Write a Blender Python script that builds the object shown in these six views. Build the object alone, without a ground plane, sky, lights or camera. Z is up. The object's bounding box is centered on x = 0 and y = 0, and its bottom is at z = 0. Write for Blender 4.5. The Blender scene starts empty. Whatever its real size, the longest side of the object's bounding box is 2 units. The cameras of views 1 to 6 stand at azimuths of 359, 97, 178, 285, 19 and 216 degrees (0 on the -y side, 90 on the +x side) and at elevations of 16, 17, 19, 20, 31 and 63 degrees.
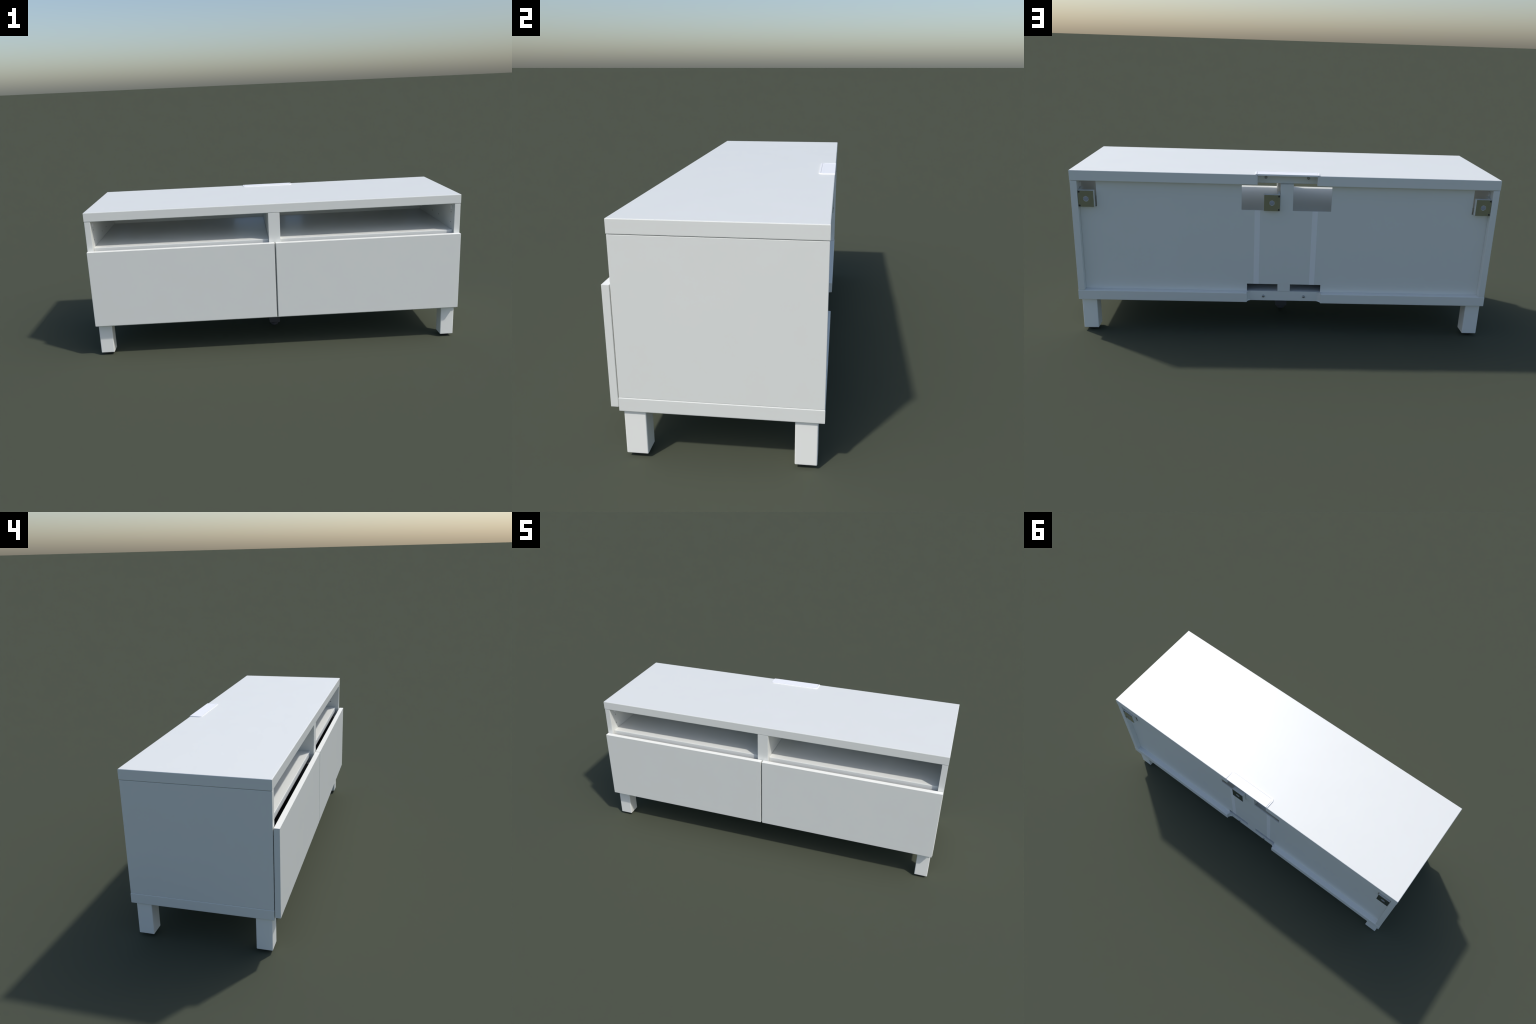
import bpy, bmesh, math
from mathutils import Vector, Matrix

# ------------------------------------------------------------------ sizes (m)
HALF_W = 1.0
Y_FRONT, Y_BACK = -0.3160, 0.3438          # carcass front and back edges
Z_TOP, TOP_THICK = 0.8117, 0.0486
Z_TOP_UNDER = Z_TOP - TOP_THICK            # 0.7625
Z_BASE_UNDER, Z_BASE_TOP = 0.1730, 0.2220
SIDE_INNER = 0.9684
SIDE_OUTER = 0.9990
DIV_HALF = 0.0306
Y_PANEL_OUT, Y_PANEL_IN = 0.3152, 0.3092   # thin back panel
SHELF_TOP, SHELF_THICK, SHELF_FRONT = 0.6160, 0.0305, -0.2930
DRAWER_FRONT_Y, DRAWER_BACK_Y = -0.3440, -0.3185
DRAWER_Z0, DRAWER_Z1 = 0.1862, 0.6040
LEG_X0, LEG_X1 = 0.9180, 0.9905
LEG_BOTTOM = 0.0125


# ------------------------------------------------------------------ materials
def principled(name, color, rough, metallic=0.0, spec=0.5, tint=0.0, scale=40.0, bump=0.0):
    m = bpy.data.materials.new(name)
    m.use_nodes = True
    nt = m.node_tree
    b = nt.nodes["Principled BSDF"]
    b.inputs["Roughness"].default_value = rough
    b.inputs["Metallic"].default_value = metallic
    b.inputs["Specular IOR Level"].default_value = spec
    co = nt.nodes.new("ShaderNodeTexCoord")
    noise = nt.nodes.new("ShaderNodeTexNoise")
    noise.inputs["Scale"].default_value = scale
    noise.inputs["Detail"].default_value = 4.0
    nt.links.new(co.outputs["Object"], noise.inputs["Vector"])
    ramp = nt.nodes.new("ShaderNodeValToRGB")
    lo = [c * (1.0 - tint) for c in color]
    hi = [min(1.0, c * (1.0 + tint)) for c in color]
    ramp.color_ramp.elements[0].position = 0.3
    ramp.color_ramp.elements[1].position = 0.7
    ramp.color_ramp.elements[0].color = (*lo, 1)
    ramp.color_ramp.elements[1].color = (*hi, 1)
    nt.links.new(noise.outputs["Fac"], ramp.inputs["Fac"])
    nt.links.new(ramp.outputs["Color"], b.inputs["Base Color"])
    if bump > 0:
        bp = nt.nodes.new("ShaderNodeBump")
        bp.inputs["Strength"].default_value = bump
        bp.inputs["Distance"].default_value = 0.001
        nt.links.new(noise.outputs["Fac"], bp.inputs["Height"])
        nt.links.new(bp.outputs["Normal"], b.inputs["Normal"])
    return m


FOIL = principled("white_foil", (0.832, 0.842, 0.804), 0.44, spec=0.80, tint=0.006, scale=6.0)
FRONT = principled("white_lacquer", (0.832, 0.842, 0.804), 0.44, spec=0.80, tint=0.006, scale=6.0)
LEGWHITE = principled("white_leg_paint", (0.935, 0.935, 0.89), 0.45, tint=0.006, scale=6.0)
PLASTIC = principled("bright_white_plastic", (0.97, 0.97, 0.97), 0.42, spec=0.7, tint=0.004, scale=20.0)
STRIP = principled("white_hinge_tape", (0.95, 0.95, 0.95), 0.42, tint=0.004, scale=20.0)
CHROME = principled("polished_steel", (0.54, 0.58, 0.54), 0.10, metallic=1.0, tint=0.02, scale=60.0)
BOLT = principled("zinc_plated_steel", (0.42, 0.43, 0.44), 0.18, metallic=1.0, tint=0.05, scale=200.0)
GREYPLASTIC = principled("grey_plastic", (0.34, 0.36, 0.40), 0.45, tint=0.02, scale=30.0)
CHARCOAL = principled("charcoal_plastic", (0.085, 0.085, 0.095), 0.5, tint=0.02, scale=30.0)
DARK = principled("dark_rubber", (0.03, 0.03, 0.03), 0.6, tint=0.05, scale=60.0)
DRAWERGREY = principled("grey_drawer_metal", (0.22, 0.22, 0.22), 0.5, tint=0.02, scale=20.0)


# ------------------------------------------------------------------ mesh helpers
def new_object(name, bm, mat, parent, smooth=True, angle=50):
    bmesh.ops.recalc_face_normals(bm, faces=bm.faces)
    me = bpy.data.meshes.new(name)
    bm.to_mesh(me)
    bm.free()
    me.materials.append(mat)
    ob = bpy.data.objects.new(name, me)
    bpy.context.scene.collection.objects.link(ob)
    ob.parent = parent
    if smooth:
        for p in me.polygons:
            p.use_smooth = True
        me.set_sharp_from_angle(angle=math.radians(angle))
    return ob


def add_box(bm, lo, hi, bevel=0.0, segs=2):
    vs = [bm.verts.new((x, y, z)) for x in (lo[0], hi[0]) for y in (lo[1], hi[1]) for z in (lo[2], hi[2])]
    fs = []
    for idx in ((0, 1, 3, 2), (4, 6, 7, 5), (0, 4, 5, 1), (2, 3, 7, 6), (0, 2, 6, 4), (1, 5, 7, 3)):
        fs.append(bm.faces.new([vs[i] for i in idx]))
    if bevel > 0:
        es = set(e for f in fs for e in f.edges)
        bmesh.ops.bevel(bm, geom=list(es), offset=bevel, segments=segs, profile=0.5, affect='EDGES')


def box(name, lo, hi, mat, parent, bevel=0.0015, segs=2):
    bm = bmesh.new()
    add_box(bm, lo, hi, bevel, segs)
    return new_object(name, bm, mat, parent, angle=5)


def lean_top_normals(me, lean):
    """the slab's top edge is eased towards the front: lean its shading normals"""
    lean = Vector(lean).normalized()
    normals = [Vector(c.vector) for c in me.corner_normals]
    for p in me.polygons:
        if p.normal.z > 0.5:
            for li in p.loop_indices:
                normals[li] = lean
    me.normals_split_custom_set([tuple(n) for n in normals])


def add_prism(bm, outline, axis, a, b, bevel=0.0):
    """extrude a 2D outline along axis 'y' (outline is x,z) or 'z' (outline is x,y) or 'x' (outline is y,z)"""
    def pt(p, t):
        return {'x': (t, p[0], p[1]), 'y': (p[0], t, p[1]), 'z': (p[0], p[1], t)}[axis]
    n = len(outline)
    A = [bm.verts.new(pt(p, a)) for p in outline]
    B = [bm.verts.new(pt(p, b)) for p in outline]
    caps = [bm.faces.new(A), bm.faces.new(list(reversed(B)))]
    for i in range(n):
        j = (i + 1) % n
        bm.faces.new([A[i], B[i], B[j], A[j]])
    if bevel > 0:
        es = set(e for f in caps for e in f.edges)
        bmesh.ops.bevel(bm, geom=list(es), offset=bevel, segments=2, profile=0.5, affect='EDGES')


def prism(name, outline, axis, a, b, mat, parent, bevel=0.0):
    bm = bmesh.new()
    add_prism(bm, outline, axis, a, b, bevel)
    return new_object(name, bm, mat, parent, angle=5)


def arc(cx, cy, r, a0, a1, n=6):
    return [(cx + r * math.cos(math.radians(a0 + (a1 - a0) * i / n)),
             cy + r * math.sin(math.radians(a0 + (a1 - a0) * i / n))) for i in range(n + 1)]


def lathe(bm, profile, center, axis, segs=32):
    """surface of revolution of (radius, height) pairs about an axis through center"""
    rot = {'z': Matrix.Identity(3),
           'y': Matrix.Rotation(math.radians(-90), 3, 'X'),
           '-y': Matrix.Rotation(math.radians(90), 3, 'X'),
           'x': Matrix.Rotation(math.radians(90), 3, 'Y'),
           '-x': Matrix.Rotation(math.radians(-90), 3, 'Y')}[axis]
    c = Vector(center)
    rings = []
    for r, h in profile:
        if r < 1e-7:
            rings.append([bm.verts.new(c + rot @ Vector((0, 0, h)))])
        else:
            rings.append([bm.verts.new(c + rot @ Vector((r * math.cos(2 * math.pi * k / segs),
                                                         r * math.sin(2 * math.pi * k / segs), h)))
                          for k in range(segs)])
    for p, q in zip(rings[:-1], rings[1:]):
        for k in range(segs):
            l = (k + 1) % segs
            if len(p) == 1 and len(q) > 1:
                bm.faces.new([p[0], q[k], q[l]])
            elif len(q) == 1 and len(p) > 1:
                bm.faces.new([p[k], q[0], p[l]])
            elif len(p) > 1:
                bm.faces.new([p[k], q[k], q[l], p[l]])


def turned(name, profile, center, axis, mat, parent, segs=32):
    bm = bmesh.new()
    lathe(bm, profile, center, axis, segs)
    return new_object(name, bm, mat, parent)


# ------------------------------------------------------------------ the thing
bench = bpy.data.objects.new("tv_bench", None)
bpy.context.scene.collection.objects.link(bench)
bench["label"] = "low white media bench with two drawers and open shelf"
bench["category"] = "tv bench"

# --- top panel: a thick board with a cable notch in its back edge
NOTCH_X, NOTCH_Y = 0.1425, 0.2875
top_outline = [(-HALF_W, Y_FRONT), (HALF_W, Y_FRONT), (HALF_W, Y_BACK), (NOTCH_X, Y_BACK)]
top_outline += arc(NOTCH_X - 0.008, NOTCH_Y + 0.008, 0.008, 0, -90, 4)
top_outline += arc(-NOTCH_X + 0.008, NOTCH_Y + 0.008, 0.008, -90, -180, 4)
top_outline += [(-NOTCH_X, Y_BACK), (-HALF_W, Y_BACK)]
prism("top_panel", top_outline, 'z', Z_TOP_UNDER, Z_TOP, FOIL, bench, bevel=0.0026)

# --- bottom panel: same board with a wider, shallower notch with rounded corners
BN_X, BN_Y, BN_R = 0.1812, 0.3145, 0.017
base_outline = [(-HALF_W, Y_FRONT), (HALF_W, Y_FRONT), (HALF_W, Y_BACK), (BN_X, Y_BACK)]
base_outline += arc(BN_X - BN_R, BN_Y + BN_R, BN_R, 0, -90, 8)
base_outline += arc(-BN_X + BN_R, BN_Y + BN_R, BN_R, -90, -180, 8)
base_outline += [(-BN_X, Y_BACK), (-HALF_W, Y_BACK)]
prism("bottom_panel", base_outline, 'z', Z_BASE_UNDER, Z_BASE_TOP, FOIL, bench, bevel=0.0028)

# --- side panels, a hair inside the ends of the top and bottom boards
for s in (-1, 1):
    x0, x1 = sorted((s * SIDE_INNER, s * SIDE_OUTER))
    box("side_panel", (x0, Y_FRONT + 0.001, Z_BASE_TOP + 0.0004), (x1, Y_BACK - 0.0008, Z_TOP_UNDER - 0.0012), FOIL, bench, 0.0012)

# --- divider between the two bays
box("divider_panel", (-DIV_HALF, Y_FRONT + 0.001, Z_BASE_TOP + 0.0004),
    (DIV_HALF, 0.3146, Z_TOP_UNDER - 0.0006), FOIL, bench, 0.0012)

# --- thin back panel with cut-outs for cables and wall brackets
CX, CZ = 0.2125, 0.6352     # centre top opening
KX, KZ = 0.8885, 0.6365     # corner openings
LX, LZ = 0.1815, 0.2605     # low opening
zt, zb, xe = Z_TOP_UNDER - 0.0005, Z_BASE_TOP + 0.0005, SIDE_INNER - 0.0005
half = [(LX, zb), (xe, zb), (xe, KZ), (KX, KZ), (KX, zt), (CX, zt), (CX, CZ)]
back_outline = half + [(-x, z) for x, z in reversed(half)]
back_outline = back_outline + [(-LX, LZ), (LX, LZ)]
prism("back_panel", back_outline, 'y', Y_PANEL_IN, Y_PANEL_OUT, FOIL, bench)
for s in (-1, 1):
    box("hinge_strip", (s * 0.1370 - 0.0132, Y_PANEL_OUT, LZ), (s * 0.1370 + 0.0132, Y_PANEL_OUT + 0.0009, CZ),
        STRIP, bench, 0.0003, 1)

# --- fixed shelves above the drawers
for s in (-1, 1):
    x0, x1 = sorted((s * (DIV_HALF + 0.0005), s * (SIDE_INNER - 0.0005)))
    box("shelf", (x0, SHELF_FRONT, SHELF_TOP - SHELF_THICK), (x1, Y_PANEL_IN - 0.002, SHELF_TOP), FOIL, bench, 0.0020, 3)

# --- drawers: overlaid slab fronts on box bodies
for s in (-1, 1):
    dr = bpy.data.objects.new("drawer", None)
    bpy.context.scene.collection.objects.link(dr)
    dr.parent = bench
    x0, x1 = sorted((s * 0.0040, s * 0.9975))
    slab = box("drawer_front", (x0, DRAWER_FRONT_Y, DRAWER_Z0), (x1, DRAWER_BACK_Y, DRAWER_Z1), FRONT, dr, 0.0016, 3)
    lean_top_normals(slab.data, (0.20, -0.32, 0.92))
    bx0, bx1 = sorted((s * 0.052, s * 0.946))
    y0, y1, z0, z1, w = DRAWER_BACK_Y + 0.002, 0.27, 0.262, 0.560, 0.022
    bm = bmesh.new()
    add_box(bm, (bx0, y0, z0), (bx0 + w, y1, z1), 0.002)
    add_box(bm, (bx1 - w, y0, z0), (bx1, y1, z1), 0.002)
    add_box(bm, (bx0 + w, y1 - w, z0 + 0.002), (bx1 - w, y1 - 0.001, z1 - 0.002), 0.002)
    add_box(bm, (bx0 + w, y0, z0 + 0.004), (bx1 - w, y1 - w, z0 + 0.018), 0.001)
    new_object("drawer_box", bm, DRAWERGREY, dr, angle=5)

# --- four square legs with small levelling pads
for sx in (-1, 1):
    for y0, y1 in ((-0.3045, -0.2315), (0.2508, 0.3235)):
        x0, x1 = sorted((sx * LEG_X0, sx * LEG_X1))
        leg = box("leg", (x0, y0, LEG_BOTTOM), (x1, y1, Z_BASE_UNDER - 0.0003), LEGWHITE, bench, 0.0035, 3)
        turned("foot_pad", [(0, 0), (0.022, 0), (0.0235, 0.0015), (0.0235, LEG_BOTTOM + 0.001), (0, LEG_BOTTOM + 0.001)],
               ((x0 + x1) / 2, (y0 + y1) / 2, 0), 'z', DARK, leg)

# --- support leg under the middle
mid = box("support_leg", (-0.0312, -0.0212, 0.0250), (0.0312, 0.0412, Z_BASE_UNDER - 0.0003), CHARCOAL, bench, 0.003, 3)
turned("adjustable_foot", [(0, 0), (0.012, 0.0005), (0.0185, 0.0035), (0.0220, 0.0085), (0.0232, 0.0140),
                           (0.0232, 0.0205), (0.0180, 0.0205), (0.0180, 0.026), (0, 0.026)],
       (0, 0.010, 0), 'z', CHARCOAL, mid)

# --- cable cover in the top panel's notch: a raised frame round a lid
cover = bpy.data.objects.new("cable_cover", None)
bpy.context.scene.collection.objects.link(cover)
cover.parent = bench
FX, FY, ZR = 0.1495, 0.2770, Z_TOP + 0.0036
LIDX, LIDY = 0.1405, 0.2850
frame = [(FX, Y_BACK + 0.0002)]
frame += list(reversed(arc(FX - 0.014, FY + 0.014, 0.014, -90, 0, 8)))
frame += list(reversed(arc(-FX + 0.014, FY + 0.014, 0.014, -180, -90, 8)))
frame += [(-FX, Y_BACK + 0.0002), (-LIDX - 0.0008, Y_BACK + 0.0002)]
frame += arc(-LIDX + 0.008, LIDY + 0.008, 0.0088, -180, -90, 6)
frame += arc(LIDX - 0.008, LIDY + 0.008, 0.0088, -90, 0, 6)
frame += [(LIDX + 0.0008, Y_BACK + 0.0002)]
prism("cover_frame", frame, 'z', Z_TOP - 0.0040, ZR, PLASTIC, cover, bevel=0.0026)
lid = [(LIDX, Y_BACK + 0.0004)]
lid += list(reversed(arc(LIDX - 0.008, LIDY + 0.008, 0.0080, -90, 0, 6)))
lid += list(reversed(arc(-LIDX + 0.008, LIDY + 0.008, 0.0080, -180, -90, 6)))
lid += [(-LIDX, Y_BACK + 0.0004)]
prism("cover_lid", lid, 'z', Z_TOP - 0.0050, ZR - 0.0004, PLASTIC, cover, bevel=0.0008)
for s in (-1, 1):
    x0, x1 = sorted((s * (NOTCH_X - 0.0004), s * (NOTCH_X - 0.0030)))
    box("cover_lining", (x0, NOTCH_Y + 0.006, Z_TOP_UNDER + 0.001), (x1, Y_BACK + 0.0006, Z_TOP - 0.0055), PLASTIC, cover, 0.0006, 1)

# --- button-head bolts in the notch walls
for y, z in ((NOTCH_Y, 0.7888), (BN_Y, 0.1962)):
    for x in (-0.1, 0.1):
        turned("bolt", [(0.0070, -0.001), (0.0070, 0.0018), (0.0060, 0.0050), (0.0038, 0.0066),
                        (0.0030, 0.0066), (0.0026, 0.0030), (0, 0.0030)], (x, y, z), 'y', BOLT, bench, 24)

# --- wall brackets: white housings with bright steel face plates
def plate_mesh(cx, cz, hx, hz, y0, y1, hole_r, side):
    """square plate with a round centre hole, made as a ring between a square and a circle"""
    bm = bmesh.new()
    n = 48
    def sq(a):
        c, s = math.cos(a), math.sin(a)
        k = 1.0 / max(abs(c), abs(s))
        return c * k * hx, s * k * hz
    loops = []
    for y, r in ((y0, 0), (y1, 0), (y1, 1), (y0, 1)):
        ring = []
        for k in range(n):
            a = 2 * math.pi * k / n
            px, pz = sq(a) if r == 0 else (hole_r * math.cos(a), hole_r * math.sin(a))
            ring.append(bm.verts.new((cx + px, y, cz + pz)))
        loops.append(ring)
    for i in range(4):
        p, q = loops[i], loops[(i + 1) % 4]
        for k in range(n):
            l = (k + 1) % n
            bm.faces.new([p[k], p[l], q[l], q[k]])
    return bm

BR_Z0, BR_Z1 = 0.6390, 0.7172
BR_Y0, BR_Y1 = 0.3160, 0.3385
for x0, x1, side in ((0.8955, 0.9670, 1), (0.0320, 0.1080, -1), (-0.9670, -0.8955, -1)):
    cx, cz = (x0 + x1) / 2, (BR_Z0 + BR_Z1) / 2
    hs = (x1 - x0) / 2
    bm = bmesh.new()
    add_box(bm, (x0, BR_Y0, BR_Z0), (x1, BR_Y1, BR_Z1), 0.0012)
    # cheek that runs inwards along the panel, its end cut on a slant
    fa, fb = sorted((cx + side * (hs - 0.0006), cx + side * (hs - 0.009)))
    add_prism(bm, [(0.3310, BR_Z0 + 0.001), (0.3310, BR_Z1 - 0.001), (0.2850, BR_Z1 + 0.006),
                   (0.2600, BR_Z1 - 0.018), (0.2600, BR_Z0 + 0.001)], 'x', fa, fb)
    br = new_object("wall_bracket", bm, FOIL, bench, angle=5)
    bm = plate_mesh(cx, cz, hs - 0.0006, (BR_Z1 - BR_Z0) / 2 - 0.0006, BR_Y1 + 0.0001, BR_Y1 + 0.0022, 0.0128, side)
    new_object("face_plate", bm, CHROME, br, angle=20)
    # socket seen through the plate
    turned("bracket_socket", [(0.0120, 0.0001), (0.0120, 0.0012), (0.0090, 0.0020), (0, 0.0014)],
           (cx, BR_Y1, cz), 'y', GREYPLASTIC, br, 6)
    for sz in (-1, 1):  # dark discs laid on the plate in place of its corner holes
        turned("corner_hole_disc", [(0.0042, 0.0), (0.0042, 0.0030), (0, 0.0030)],
               (cx + side * (hs - 0.0055), BR_Y1, cz + sz * 0.0325), 'y', DARK, br, 16)

# --- cam-lock covers and flat grey discs standing in for shelf-pin holes, inside the side panels
for s in (-1, 1):
    ax = '-x' if s > 0 else 'x'
    for y in (-0.2620, 0.2880):
        turned("cam_cover", [(0.0132, -0.002), (0.0132, 0.0002), (0.0124, 0.0012), (0, 0.0012)],
               (s * SIDE_INNER, y, 0.7345), ax, PLASTIC, bench, 32)
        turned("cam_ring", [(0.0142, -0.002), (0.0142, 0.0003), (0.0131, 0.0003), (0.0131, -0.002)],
               (s * SIDE_INNER, y, 0.7345), ax, GREYPLASTIC, bench, 32)
    for y, z in ((-0.260, 0.7078), (-0.260, 0.6530), (-0.056, 0.6548), (0.058, 0.6542)):
        turned("pin_hole_disc", [(0.0034, -0.002), (0.0034, 0.0003), (0, 0.0003)],
               (s * SIDE_INNER, y, z), ax, DRAWERGREY, bench, 16)
